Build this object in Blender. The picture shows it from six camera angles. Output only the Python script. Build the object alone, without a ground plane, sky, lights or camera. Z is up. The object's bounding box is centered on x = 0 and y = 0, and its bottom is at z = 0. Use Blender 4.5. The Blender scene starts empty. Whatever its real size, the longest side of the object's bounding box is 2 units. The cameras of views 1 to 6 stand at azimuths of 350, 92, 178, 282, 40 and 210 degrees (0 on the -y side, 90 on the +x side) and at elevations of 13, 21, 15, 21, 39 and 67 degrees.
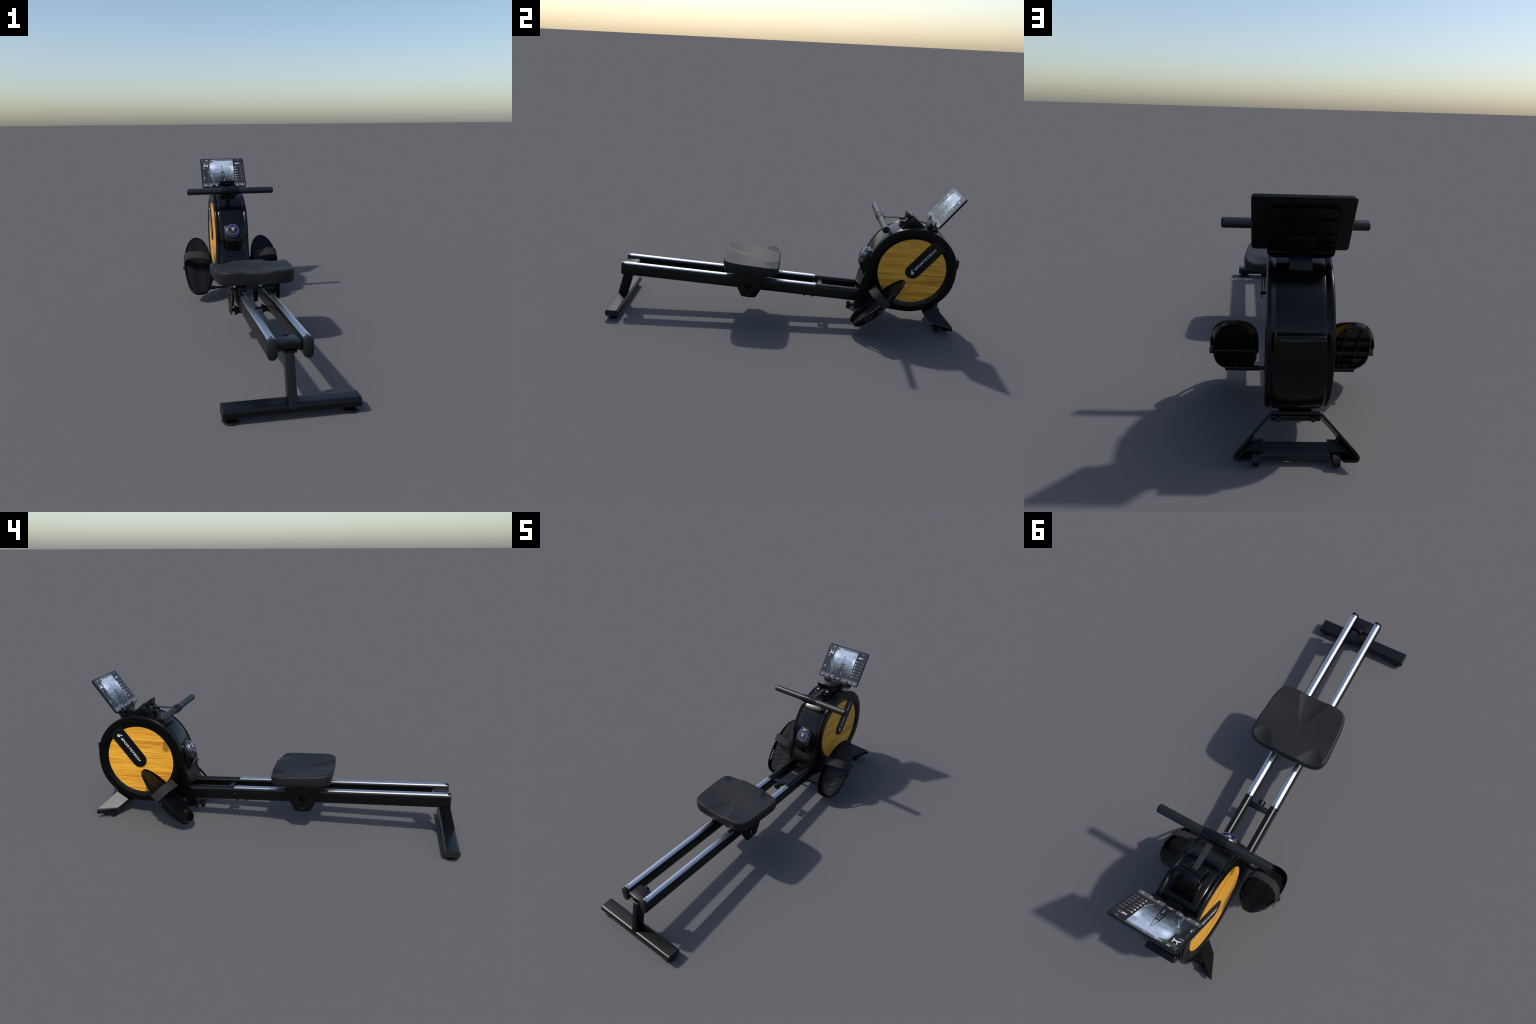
"""Rowing machine: magnetic flywheel housing with wood discs, twin rails, sliding seat,
pedals with straps, pull handle, tablet on a holder.  Machine runs along y, symmetric about x = 0."""
import bpy, bmesh, math, random
from mathutils import Vector, Matrix

random.seed(7)
pi = math.pi

# ------------------------------------------------------------------ materials
def new_mat(name):
    m = bpy.data.materials.new(name)
    m.use_nodes = True
    nt = m.node_tree
    return m, nt, nt.nodes["Principled BSDF"]

def node(nt, kind, **props):
    n = nt.nodes.new(kind)
    for k, v in props.items():
        setattr(n, k, v)
    return n

def add_bump(nt, bsdf, scale, strength, distance=0.0006, stretch=(1, 1, 1), kind="NOISE"):
    tc = node(nt, "ShaderNodeTexCoord")
    mp = node(nt, "ShaderNodeMapping")
    mp.inputs["Scale"].default_value = stretch
    nt.links.new(tc.outputs["Object"], mp.inputs["Vector"])
    if kind == "NOISE":
        t = node(nt, "ShaderNodeTexNoise")
        t.inputs["Scale"].default_value = scale
        t.inputs["Detail"].default_value = 3
        out = t.outputs["Fac"]
    else:
        t = node(nt, "ShaderNodeTexVoronoi")
        t.inputs["Scale"].default_value = scale
        out = t.outputs["Distance"]
    nt.links.new(mp.outputs["Vector"], t.inputs["Vector"])
    b = node(nt, "ShaderNodeBump")
    b.inputs["Strength"].default_value = strength
    b.inputs["Distance"].default_value = distance
    nt.links.new(out, b.inputs["Height"])
    nt.links.new(b.outputs["Normal"], bsdf.inputs["Normal"])
    return out

def plain(name, col, rough=0.5, metal=0.0, spec=0.5, bump=None, coat=0.0):
    m, nt, b = new_mat(name)
    b.inputs["Base Color"].default_value = (*col, 1)
    b.inputs["Roughness"].default_value = rough
    b.inputs["Metallic"].default_value = metal
    b.inputs["Specular IOR Level"].default_value = spec
    if coat:
        b.inputs["Coat Weight"].default_value = coat
        b.inputs["Coat Roughness"].default_value = 0.08
    if bump:
        add_bump(nt, b, *bump)
    return m

GLOSS = plain("glossy_black_plastic", (0.0007, 0.0007, 0.0008), 0.22, spec=0.31)
COVER = plain("satin_black_plastic", (0.0005, 0.0005, 0.0005), 0.27, spec=0.24)
STEEL = plain("black_powder_coat", (0.0004, 0.0004, 0.0004), 0.32, spec=0.38)
DARK = plain("dark_matt_plastic", (0.0007, 0.0007, 0.0008), 0.34, spec=0.28)
CAPS = plain("grey_end_cap_plastic", (0.0085, 0.0085, 0.0085), 0.55, spec=0.35)
FOAM = plain("handle_foam", (0.0040, 0.0040, 0.0042), 0.42, spec=0.5, bump=(700, 0.12, 0.0003))
VINYL = plain("seat_vinyl", (0.0052, 0.0053, 0.0055), 0.58, spec=0.36, bump=(500, 0.10, 0.0002))
WEB = plain("woven_webbing", (0.0205, 0.0205, 0.0210), 0.85, spec=0.25, bump=(1200, 0.5, 0.0005))
RUBBER = plain("black_rubber", (0.0030, 0.0030, 0.0030), 0.45, spec=0.35)
TREAD = plain("pedal_tread_rubber", (0.0005, 0.0005, 0.0007), 0.40, spec=0.24)
CHROME = plain("bright_steel", (0.62, 0.62, 0.63), 0.25, metal=1.0)
BOLT = plain("blackened_bolt", (0.006, 0.006, 0.006), 0.28)
ALU = plain("brushed_aluminium", (0.60, 0.61, 0.64), 0.33, metal=1.0, bump=(260, 0.08, 0.0003, (6, 0.05, 6)))
DIALRIM = plain("dial_metal_rim", (0.26, 0.26, 0.27), 0.26, metal=0.9)
PRINT = plain("white_print", (0.62, 0.64, 0.68), 0.5)
BLUE = plain("blue_ring_print", (0.075, 0.14, 0.52), 0.4)
RED = plain("red_print", (0.42, 0.02, 0.025), 0.4)
BLACKFACE = plain("dial_black_face", (0.014, 0.014, 0.018), 0.2)
BEZEL = plain("tablet_black_bezel", (0.003, 0.003, 0.0033), 0.15, spec=0.35)
BACK = plain("tablet_back_shell", (0.0012, 0.0012, 0.0012), 0.4, spec=0.25)

def wood_material():
    m, nt, b = new_mat("wood_veneer")
    tc = node(nt, "ShaderNodeTexCoord")
    def noise(scale, loc=(0, 0, 0), detail=3.0, s=1.0, dist=0.0):
        mp = node(nt, "ShaderNodeMapping")
        mp.inputs["Scale"].default_value = scale
        mp.inputs["Location"].default_value = loc
        nt.links.new(tc.outputs["Object"], mp.inputs["Vector"])
        n = node(nt, "ShaderNodeTexNoise")
        n.inputs["Scale"].default_value = s
        n.inputs["Detail"].default_value = detail
        n.inputs["Distortion"].default_value = dist
        nt.links.new(mp.outputs["Vector"], n.inputs["Vector"])
        return n.outputs["Fac"]
    def ramp(fac, stops):
        r = node(nt, "ShaderNodeValToRGB")
        e = r.color_ramp.elements
        while len(e) < len(stops):
            e.new(0.5)
        for el, (p, c) in zip(e, stops):
            el.position = p
            el.color = (*c, 1)
        nt.links.new(fac, r.inputs["Fac"])
        return r.outputs["Color"]
    def mix(kind, fac, a, c):
        x = node(nt, "ShaderNodeMix", data_type="RGBA", blend_type=kind)
        if hasattr(fac, "links"):
            nt.links.new(fac, x.inputs[0])
        else:
            x.inputs[0].default_value = fac
        nt.links.new(a, x.inputs[6])
        nt.links.new(c, x.inputs[7])
        return x.outputs[2]
    # broad honey / amber bands running along y
    base = ramp(noise((3, 2.2, 60), detail=3),
                [(0.28, (0.74, 0.315, 0.026)), (0.45, (0.80, 0.385, 0.032)), (0.60, (0.86, 0.455, 0.042)), (0.78, (0.78, 0.35, 0.027))])
    fine = ramp(noise((9, 5, 420), (3, 1, 2), 3),
                [(0.30, (0.78, 0.70, 0.58)), (0.52, (1, 1, 1)), (0.85, (1.08, 1.08, 1.04))])
    c = mix("MULTIPLY", 0.8, base, fine)
    # thin red-brown grain lines, some long, some short
    line_a = ramp(noise((5, 3.8, 360), (7, 4, 9), 1.0), [(0.555, (1, 1, 1)), (0.620, (0.66, 0.48, 0.36)), (0.72, (0.42, 0.25, 0.17))])
    c = mix("MULTIPLY", 0.80, c, line_a)
    line_b = ramp(noise((5, 9.0, 600), (1, 8, 3), 1.0), [(0.580, (1, 1, 1)), (0.65, (0.66, 0.48, 0.36)), (0.80, (0.46, 0.28, 0.2))])
    c = mix("MULTIPLY", 0.75, c, line_b)
    nt.links.new(c, b.inputs["Base Color"])
    b.inputs["Roughness"].default_value = 0.42
    return m
WOOD = wood_material()

# ------------------------------------------------------------------ mesh helpers
def finish(bm, name, mat, parent, angle=32, bevel=0.0, seg=2, bevel_angle=35, stuff=False):
    bmesh.ops.remove_doubles(bm, verts=bm.verts, dist=1e-6)
    bmesh.ops.recalc_face_normals(bm, faces=bm.faces)
    if bevel > 0:
        es = [e for e in bm.edges if len(e.link_faces) == 2 and e.calc_face_angle(0) > math.radians(bevel_angle)]
        bmesh.ops.bevel(bm, geom=es, offset=bevel, segments=seg, profile=0.5, affect="EDGES", clamp_overlap=True)
    me = bpy.data.meshes.new(name)
    bm.to_mesh(me)
    bm.free()
    me.polygons.foreach_set("use_smooth", [True] * len(me.polygons))
    me.set_sharp_from_angle(angle=math.radians(angle))
    me.materials.append(mat)
    ob = bpy.data.objects.new(name, me)
    bpy.context.scene.collection.objects.link(ob)
    if parent is not None:
        ob.parent = parent
    if stuff:
        ob["kind"] = "stuff"
    return ob

def add_loops(bm, loops, cap0=True, cap1=True, closed=True):
    rings = [[bm.verts.new(p) for p in lp] for lp in loops]
    n = len(rings[0])
    for a, b in zip(rings, rings[1:]):
        for i in range(n if closed else n - 1):
            j = (i + 1) % n
            bm.faces.new((a[i], a[j], b[j], b[i]))
    if cap0:
        bm.faces.new(rings[0])
    if cap1:
        bm.faces.new(list(reversed(rings[-1])))
    return rings

def add_box(bm, c, s, M=None):
    vs = []
    for dx in (-1, 1):
        for dy in (-1, 1):
            for dz in (-1, 1):
                p = Vector((c[0] + dx * s[0] / 2, c[1] + dy * s[1] / 2, c[2] + dz * s[2] / 2))
                vs.append(bm.verts.new(M @ p if M else p))
    for f in ((0, 1, 3, 2), (4, 6, 7, 5), (0, 4, 5, 1), (2, 3, 7, 6), (0, 2, 6, 4), (1, 5, 7, 3)):
        bm.faces.new([vs[i] for i in f])

def box(name, c, s, mat, parent, bevel=0.002, M=None, **k):
    bm = bmesh.new()
    add_box(bm, c, s, M)
    return finish(bm, name, mat, parent, bevel=bevel, **k)

def frame_of(axis):
    a = Vector(axis).normalized()
    t = Vector((0, 0, 1)) if abs(a.z) < 0.9 else Vector((1, 0, 0))
    u = a.cross(t).normalized()
    return a, u, a.cross(u).normalized()

def add_lathe(bm, origin, axis, prof, n=32):
    a, u, v = frame_of(axis)
    o = Vector(origin)
    loops = []
    for t, r in prof:
        loops.append([o + a * t + (u * math.cos(2 * pi * i / n) + v * math.sin(2 * pi * i / n)) * r for i in range(n)])
    add_loops(bm, loops)

def lathe(name, origin, axis, prof, mat, parent, n=32, **k):
    bm = bmesh.new()
    add_lathe(bm, origin, axis, prof, n)
    return finish(bm, name, mat, parent, **k)

def cyl(name, a, b, r, mat, parent, n=28, ch=0.001, **k):
    a, b = Vector(a), Vector(b)
    Ln = (b - a).length
    ch = min(ch, r * 0.5, Ln * 0.3)
    return lathe(name, a, b - a, [(0, r - ch), (ch, r), (Ln - ch, r), (Ln, r - ch)], mat, parent, n=n, **k)

def extrude_yz(name, prof, x0, x1, mat, parent, bevel=0.0015, **k):
    """closed (y, z) outline pushed from x0 to x1"""
    bm = bmesh.new()
    add_loops(bm, [[(x0, y, z) for y, z in prof], [(x1, y, z) for y, z in prof]])
    return finish(bm, name, mat, parent, bevel=bevel, **k)

def rounded_poly(pts, r, n=5):
    """round the corners of a closed 2D polygon; r may be one radius or one per corner"""
    out = []
    m = len(pts)
    for i in range(m):
        p0, p, p1 = Vector(pts[i - 1]), Vector(pts[i]), Vector(pts[(i + 1) % m])
        ri = r[i] if isinstance(r, (list, tuple)) else r
        a, b = (p0 - p), (p1 - p)
        d = min(ri, a.length * 0.49, b.length * 0.49)
        if d < 1e-5:
            out.append((p.x, p.y))
            continue
        s, e = p + a.normalized() * d, p + b.normalized() * d
        for k in range(n + 1):
            t = k / n
            q = s * (1 - t) ** 2 + p * 2 * t * (1 - t) + e * t * t
            out.append((q.x, q.y))
    return out

def rrect(w, h, r, n=6, cx=0, cy=0):
    out = []
    for sx, sy, a0 in ((1, 1, 0), (-1, 1, 90), (-1, -1, 180), (1, -1, 270)):
        for k in range(n + 1):
            a = math.radians(a0 + 90 * k / n)
            out.append((cx + sx * (w / 2 - r) + r * math.cos(a), cy + sy * (h / 2 - r) + r * math.sin(a)))
    return out

def plate(name, outline, holes, t, mat, parent, M, bevel=0.0):
    """flat plate with real holes: filled 2D curve in the local xy plane, thickness t, placed by M"""
    cu = bpy.data.curves.new(name, "CURVE")
    cu.dimensions = "2D"
    cu.fill_mode = "BOTH"
    cu.extrude = t / 2 - bevel
    cu.bevel_depth = bevel
    cu.offset = -bevel
    cu.bevel_resolution = 1
    for loop in [outline] + holes:
        sp = cu.splines.new("POLY")
        sp.points.add(len(loop) - 1)
        for pt, (x, y) in zip(sp.points, loop):
            pt.co = (x, y, 0, 1)
        sp.use_cyclic_u = True
    tmp = bpy.data.objects.new(name + "_tmp", cu)
    bpy.context.scene.collection.objects.link(tmp)
    bpy.context.view_layer.update()
    me = bpy.data.meshes.new_from_object(tmp.evaluated_get(bpy.context.evaluated_depsgraph_get()))
    bpy.data.objects.remove(tmp)
    bpy.data.curves.remove(cu)
    bm = bmesh.new()
    bm.from_mesh(me)
    bpy.data.meshes.remove(me)
    bmesh.ops.transform(bm, matrix=M, verts=bm.verts)
    return finish(bm, name, mat, parent)

def lettering(name, body, size, mat, parent, M, extrude=0.0004, offset=0.0, shear=0.0, sx=1.0, space=1.0, align="LEFT"):
    cu = bpy.data.curves.new(name, "FONT")
    cu.body = body
    cu.size = size
    cu.extrude = extrude
    cu.offset = offset
    cu.shear = shear
    cu.space_character = space
    cu.align_x = align
    cu.align_y = "CENTER"
    tmp = bpy.data.objects.new(name + "_tmp", cu)
    bpy.context.scene.collection.objects.link(tmp)
    bpy.context.view_layer.update()
    me = bpy.data.meshes.new_from_object(tmp.evaluated_get(bpy.context.evaluated_depsgraph_get()))
    bpy.data.objects.remove(tmp)
    bpy.data.curves.remove(cu)
    me.transform(M @ Matrix.Diagonal((sx, 1, 1, 1)))
    me.name = name
    me.materials.clear()
    me.materials.append(mat)
    ob = bpy.data.objects.new(name, me)
    bpy.context.scene.collection.objects.link(ob)
    ob.parent = parent
    return ob

def basis(o, X, Y, Z):
    M = Matrix.Identity(4)
    for i, c in enumerate((X, Y, Z, o)):
        M[0][i], M[1][i], M[2][i] = c[0], c[1], c[2]
    return M

def smooth_table(tab, t):
    """monotone-ish cubic through (t, r) control pairs"""
    if t <= tab[0][0]:
        return tab[0][1]
    if t >= tab[-1][0]:
        return tab[-1][1]
    for i in range(len(tab) - 1):
        if tab[i][0] <= t <= tab[i + 1][0]:
            break
    def slope(k):
        if k <= 0 or k >= len(tab) - 1:
            return 0.0
        a = (tab[k][1] - tab[k - 1][1]) / (tab[k][0] - tab[k - 1][0])
        b = (tab[k + 1][1] - tab[k][1]) / (tab[k + 1][0] - tab[k][0])
        return 0.0 if a * b <= 0 else 2 * a * b / (a + b)
    h = tab[i + 1][0] - tab[i][0]
    s = (t - tab[i][0]) / h
    m0, m1 = slope(i) * h, slope(i + 1) * h
    return ((2 * s ** 3 - 3 * s * s + 1) * tab[i][1] + (s ** 3 - 2 * s * s + s) * m0
            + (-2 * s ** 3 + 3 * s * s) * tab[i + 1][1] + (s ** 3 - s * s) * m1)

# ------------------------------------------------------------------ thing
root = bpy.data.objects.new("rowing_machine", None)
bpy.context.scene.collection.objects.link(root)
root["label"] = "black home rowing machine with wood discs, twin rails, seat and tablet"
root["category"] = "rowing machine"

CY, CZ = 0.732, 0.350          # flywheel axis in the y-z plane

# ------------------------------------------------------------------ flywheel housing
SHELL_R = [(0, .2510), (13, .2500), (28, .2500), (58, .2510), (75, .2530), (90, .2550), (105, .2560), (125, .2560), (150, .2540), (172, .2530), (184, .2570),
           (191, .2690), (198, .2950), (203, .3170), (207, .3300), (209.5, .3290), (213, .3130), (221, .3010), (234, .2830), (250, .2600), (264, .2520),
           (276, .2500), (288, .2520), (300, .2560), (310, .2610), (320, .2655), (331, .2650), (343, .2605), (353, .2540), (360, .2510)]
COVER_R = [(0, .2505), (30, .2525), (90, .2550), (120, .2560), (150, .2535), (177, .2535), (186, .2625), (196, .2880), (206, .3210), (212.5, .3420), (216, .3430),
           (219.7, .3240), (229, .2985), (241, .2720), (252.5, .2570), (265, .2515), (290, .2520), (315, .2545), (332, .2555), (350, .2515), (360, .2505)]

def radial_loop(tab, x, inset, n=288):
    """closed outline at depth x; the control radii are blurred by about 2 degrees so no facets show"""
    ker = [(k, math.exp(-(k / 2.2) ** 2)) for k in range(-5, 6)]
    wsum = sum(w for _, w in ker)
    lp = []
    for i in range(n):
        a = 360 * i / n
        r = sum(w * smooth_table(tab, (a + k) % 360) for k, w in ker) / wsum - inset
        lp.append((x, CY + r * math.cos(math.radians(a)), CZ + r * math.sin(math.radians(a))))
    return lp

bm = bmesh.new()
half = [(0.0008, 0.0), (0.0016, 0.0), (0.0040, 0.0), (0.03, 0.0004), (0.055, 0.0010), (0.068, 0.0020), (0.0755, 0.0042), (0.0795, 0.0078), (0.0815, 0.0130)]
secs = [(-x, d) for x, d in reversed(half)] + [(-0.0005, 0.0007), (0.0005, 0.0007)] + half   # hairline seam at x = 0
add_loops(bm, [radial_loop(SHELL_R, x, d) for x, d in secs])
housing = finish(bm, "flywheel_housing", GLOSS, root, angle=38)

for s in (-1, 1):
    # raised side cover: rolled rim, flat annulus, inner step down to the wood disc
    bm = bmesh.new()
    n = 288
    prof = [(0.060, 0.010), (0.0805, 0.0012), (0.0825, 0.0), (0.0895, 0.0002), (0.0930, 0.0014), (0.0951, 0.0038), (0.0958, 0.0070)]
    loops = [radial_loop(COVER_R, s * x, d, n) for x, d in prof]
    for x, r in ((0.0958, 0.2165), (0.0955, 0.2148), (0.0946, 0.2136), (0.0942, 0.2125), (0.0922, 0.1945), (0.0912, 0.1932), (0.0880, 0.1925)):
        loops.append([(s * x, CY + r * math.cos(2 * pi * i / n), CZ + r * math.sin(2 * pi * i / n)) for i in range(n)])
    add_loops(bm, loops, cap0=False)
    finish(bm, "housing_cover", COVER, housing, angle=40)
    # wood disc
    lathe("wood_panel", (s * 0.0858, CY, CZ), (s, 0, 0), [(0, 0.1924), (0.0046, 0.1924), (0.0050, 0.1918)], WOOD, housing, n=128)
    # capsule shaped label bar from the centre to the rim
    ang = math.radians(52)
    d, q = Vector((0, math.cos(ang), math.sin(ang))), Vector((0, -math.sin(ang), math.cos(ang)))
    C = Vector((0, CY + 0.006, CZ))
    out = []
    for k in range(25):
        t = pi / 2 + pi * k / 24
        out.append((0.0425 * math.cos(t), 0.0425 * math.sin(t)))
    for k in range(9):                                   # outer end follows the rim
        v = -0.0425 + 0.085 * k / 8
        out.append((math.sqrt(0.2150 ** 2 - v * v) - 0.005, v))
    bm = bmesh.new()
    for_x = [(0.0880, 0), (0.0948, 0), (0.0958, 0.0009)]
    loops = []
    for x, ins in for_x:
        f = 1 - ins / 0.0425
        loops.append([C + Vector((s * x, 0, 0)) + d * (u * f) + q * (v * f) for u, v in out])
    add_loops(bm, loops)
    finish(bm, "label_bar", DARK, housing, angle=40)
    # lettering along the bar
    if s > 0:      # reads outwards on this side
        o = C + d * 0.014 + Vector((0.0959, 0, 0)) + q * 0.0005
        M = basis(o, d, q, (1, 0, 0))
        mk = C - d * 0.006 + Vector((0.0959, 0, 0))
        MM = basis(mk, d, q, (1, 0, 0))
    else:          # reads inwards on the other
        o = C + d * 0.156 + Vector((-0.0959, 0, 0)) - q * 0.0005
        M = basis(o, -d, q, (-1, 0, 0))
        mk = C + d * 0.174 + Vector((-0.0959, 0, 0))
        MM = basis(mk, -d, q, (-1, 0, 0))
    lettering("brand_lettering", "SPORTSTECH", 0.0188, PRINT, housing, M, sx=1.36, offset=0.00035, shear=0.15, space=1.08)
    bm = bmesh.new()
    for cx, cy, ln in ((0.0046, 0.0086, .0105), (-0.0018, 0.0014, .0135), (0.0006, -0.0064, .0105)):
        lp = []
        for k in range(18):                       # short slanted capsules stacked into an S
            t = 2 * pi * k / 18
            a = 0.0034 * math.cos(t) + (ln / 2 if math.cos(t) > 0 else -ln / 2)
            b = 0.0034 * math.sin(t)
            c_, s_ = math.cos(0.62), math.sin(0.62)
            lp.append((cx + a * c_ - b * s_, cy + a * s_ + b * c_))
        add_loops(bm, [[MM @ Vector((u, v, 0)) for u, v in lp], [MM @ Vector((u, v, 0.0004)) for u, v in lp]])
    finish(bm, "brand_mark", PRINT, housing)
    # recessed screw wells in the annulus
    for a in (53, 122, 152, 322, 72, 262):
        ra = math.radians(a)
        p = (s * 0.0950, CY + 0.231 * math.cos(ra), CZ + 0.231 * math.sin(ra))
        lathe("cover_screw", p, (s, 0, 0), [(0, 0.0066), (0.0011, 0.0066), (0.0012, 0.0052), (0.0006, 0.0046), (0.0004, 0.001)], COVER, housing, n=20)

# ------------------------------------------------------------------ console pod with dial
el = math.radians(33)
nrm = Vector((0, -math.cos(el), math.sin(el)))
upv = Vector((0, math.sin(el), math.cos(el)))
PM = basis(Vector((0, 0.453, 0.422)), (1, 0, 0), upv, nrm)
bm = bmesh.new()
def podloop(hw, y0, y1, r, z):
    return [PM @ Vector((x, y, z)) for x, y in rrect(2 * hw, y1 - y0, r, 8, 0, (y0 + y1) / 2)]
add_loops(bm, [podloop(.056, -.108, .052, .034, -.085), podloop(.053, -.084, .050, .032, -.050), podloop(.050, -.069, .048, .030, -.029),
               podloop(.0485, -.0665, .0465, .029, -.0245), podloop(.046, -.064, .044, .027, -.0225)])
pod = finish(bm, "console_pod", GLOSS, root, angle=40)
o = PM @ Vector((0, 0, -0.0235))
lathe("dial_rim", o, nrm, [(0, .0395), (.004, .0398), (.0045, .0378), (.006, .0375), (.017, .0375), (.0205, .0362), (.0225, .0350), (.0228, .0342)], DIALRIM, pod, n=64)
lathe("dial_face", PM @ Vector((0, 0, -0.003)), nrm, [(0, .0343), (.0028, .0343), (.003, .0338)], BLACKFACE, pod, n=64)
bm = bmesh.new()
r0, r1, nn = 0.0298, 0.0322, 72
for z in (0,):
    lo = [[PM @ Vector((r * math.cos(2 * pi * i / nn), r * math.sin(2 * pi * i / nn), zz)) for i in range(nn)] for r, zz in
          ((r0, -.0005), (r1, -.0005), (r1, .0004), (r0, .0004), (r0, -.0005))]
    add_loops(bm, lo, cap0=False, cap1=False)
finish(bm, "dial_ring", BLUE, pod)
lettering("dial_lettering", "SPORTSTECH", 0.0052, PRINT, pod, PM @ Matrix.Translation((0, 0.0125, 0.0002)), extrude=0.0002, offset=0.0001, align="CENTER")
def flat_shape(name, M, pts, mat, parent, t=0.0004):
    bm = bmesh.new()
    add_loops(bm, [[M @ Vector((x, y, 0)) for x, y in pts], [M @ Vector((x, y, t)) for x, y in pts]])
    return finish(bm, name, mat, parent)
PLAYBACK = plain("dial_grey_print", (0.16, 0.165, 0.18), 0.4)
flat_shape("dial_button", PM, [(0.0088 * math.cos(2 * pi * k / 28), 0.0088 * math.sin(2 * pi * k / 28) + 0.0005) for k in range(28)], PLAYBACK, pod)
flat_shape("dial_arrow", PM @ Matrix.Translation((0, 0, 0.0004)), [(-.0040, .0055), (-.0040, -.0045), (.0058, .0005)], PRINT, pod)
flat_shape("dial_light", PM, rrect(.0052, .0046, .0008, 2, 0, -.0145), RED, pod)

# ------------------------------------------------------------------ rear air vent on the housing
bm = bmesh.new()
VZ = .392
def ventloop(y, w, h, r, dz=0):
    return [(x, y, VZ + dz + z) for x, z in rrect(w, h, r, 6)]
add_loops(bm, [ventloop(.950, .137, .060, .012), ventloop(.985, .135, .056, .012), ventloop(.9935, .132, .052, .011), ventloop(.9965, .127, .047, .010)])
vent = finish(bm, "air_vent", GLOSS, root, angle=50)
box("vent_hood", (0, .979, VZ + .0260), (.134, .036, .010), GLOSS, vent, bevel=.004, seg=3)
bm = bmesh.new()
for j in range(5):
    for i in range(12):
        x = -.0535 + i * .0092 + (.0051 if j % 2 else 0)
        z = VZ - .0190 + j * .0080
        add_lathe(bm, (x, .9957, z), (0, 1, 0), [(0, .0034), (.0016, .0034), (.0022, .0026)], 10)
finish(bm, "vent_stud", DARK, vent, stuff=True)

# ------------------------------------------------------------------ rails
SLOPE = -0.0519
def rail_top(y):
    return 0.2845 + SLOPE * (y + 0.922)
RX = 0.066
HW, HH = 0.0190, 0.0395        # stadium half width / half height
RDIR = Vector((0, 1, SLOPE)).normalized()
RUP = Vector((0, -SLOPE, 1)).normalized()
def stadium(hw, hh, n=14):
    out = []
    for k in range(n + 1):
        t = pi * k / n
        out.append((hw * math.cos(t), hh - hw + hw * math.sin(t)))
    for k in range(n + 1):
        t = pi + pi * k / n
        out.append((hw * math.cos(t), -(hh - hw) + hw * math.sin(t)))
    return out
def rail_pt(x, y, v, h):
    """x centre, station y along the rail, local (v across, h up from rail centre)"""
    c = Vector((x, y, rail_top(y) - HH))
    return c + Vector((v, 0, 0)) + RUP * h
for s in (-1, 1):
    x = s * RX
    bm = bmesh.new()
    add_loops(bm, [[rail_pt(x, y, v, h) for v, h in stadium(HW, HH)] for y in (-.9435, -.5, 0, .52)])
    rail = finish(bm, "rail", STEEL, root, angle=40)
    bm = bmesh.new()
    add_loops(bm, [[rail_pt(x, y, v, h) for v, h in stadium(HW + g, HH + g)] for y, g in ((-.9425, .0004), (-.9462, .0004), (-.9475, -.0012))])
    finish(bm, "rail_end_cap", CAPS, rail, angle=40)
    # curved aluminium running strip
    bm = bmesh.new()
    loops = []
    for y in (-.9305, .1925):
        lp = []
        K = 12
        for rr, ks in ((HW + .0016, range(K + 1)), (HW - .0004, range(K, -1, -1))):
            for k in ks:
                t = math.radians(40 + 100 * k / K)
                lp.append(rail_pt(x, y, rr * math.cos(t), HH - HW + rr * math.sin(t)))
        loops.append(lp)
    add_loops(bm, loops)
    finish(bm, "running_strip", ALU, rail, angle=40)
    for y in (-.922, .186):
        p = rail_pt(x, y, 0, HH + .0012)
        lathe("strip_screw", p, RUP, [(0, .0042), (.0008, .0042), (.0010, .0030)], RUBBER, rail, n=16)
    # clamp bolts near the joint
    lathe("rail_bolt", rail_pt(x, .190, s * (HW - .001), 0), (s, 0, 0), [(0, .0062), (.0035, .0058), (.0055, .0040), (.0062, .0012)], BOLT, rail, n=20)
    for y in (.183, .134):
        lathe("rail_bolt", rail_pt(x, y, 0, -HH + .001), -RUP, [(0, .0085), (.004, .0080), (.0065, .0055), (.0072, .0015)], BOLT, rail, n=20)
    # thin joint collar where the rail enters the front section
    bm = bmesh.new()
    add_loops(bm, [[rail_pt(x, y, v, h) for v, h in stadium(HW + .0006, HH + .0006)] for y in (.2050, .2075)])
    finish(bm, "rail_joint", STEEL, rail, angle=40)

box("rail_crossbar", (0, .2235, .1985), (.096, .026, .020), STEEL, root, bevel=.0025)
lathe("rail_bumper", (0, .212, .1900), (0, -1, 0), [(0, .0125), (.010, .0125), (.012, .0165), (.026, .0175), (.029, .0165), (.0295, .008), (.026, .007)], RUBBER, root, n=28)
box("rail_crossbar", (0, -.9020, .2510), (.096, .073, .033), STEEL, root, bevel=.003)
box("post_mount", (0, -.916, .2325), (.050, .062, .007), STEEL, root, bevel=.002)
lathe("rail_bumper", (0, -.868, .2545), (0, 1, 0), [(0, .0120), (.001, .0165), (.010, .0170), (.0125, .0155), (.013, .008), (.010, .007)], RUBBER, root, n=28)

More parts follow.
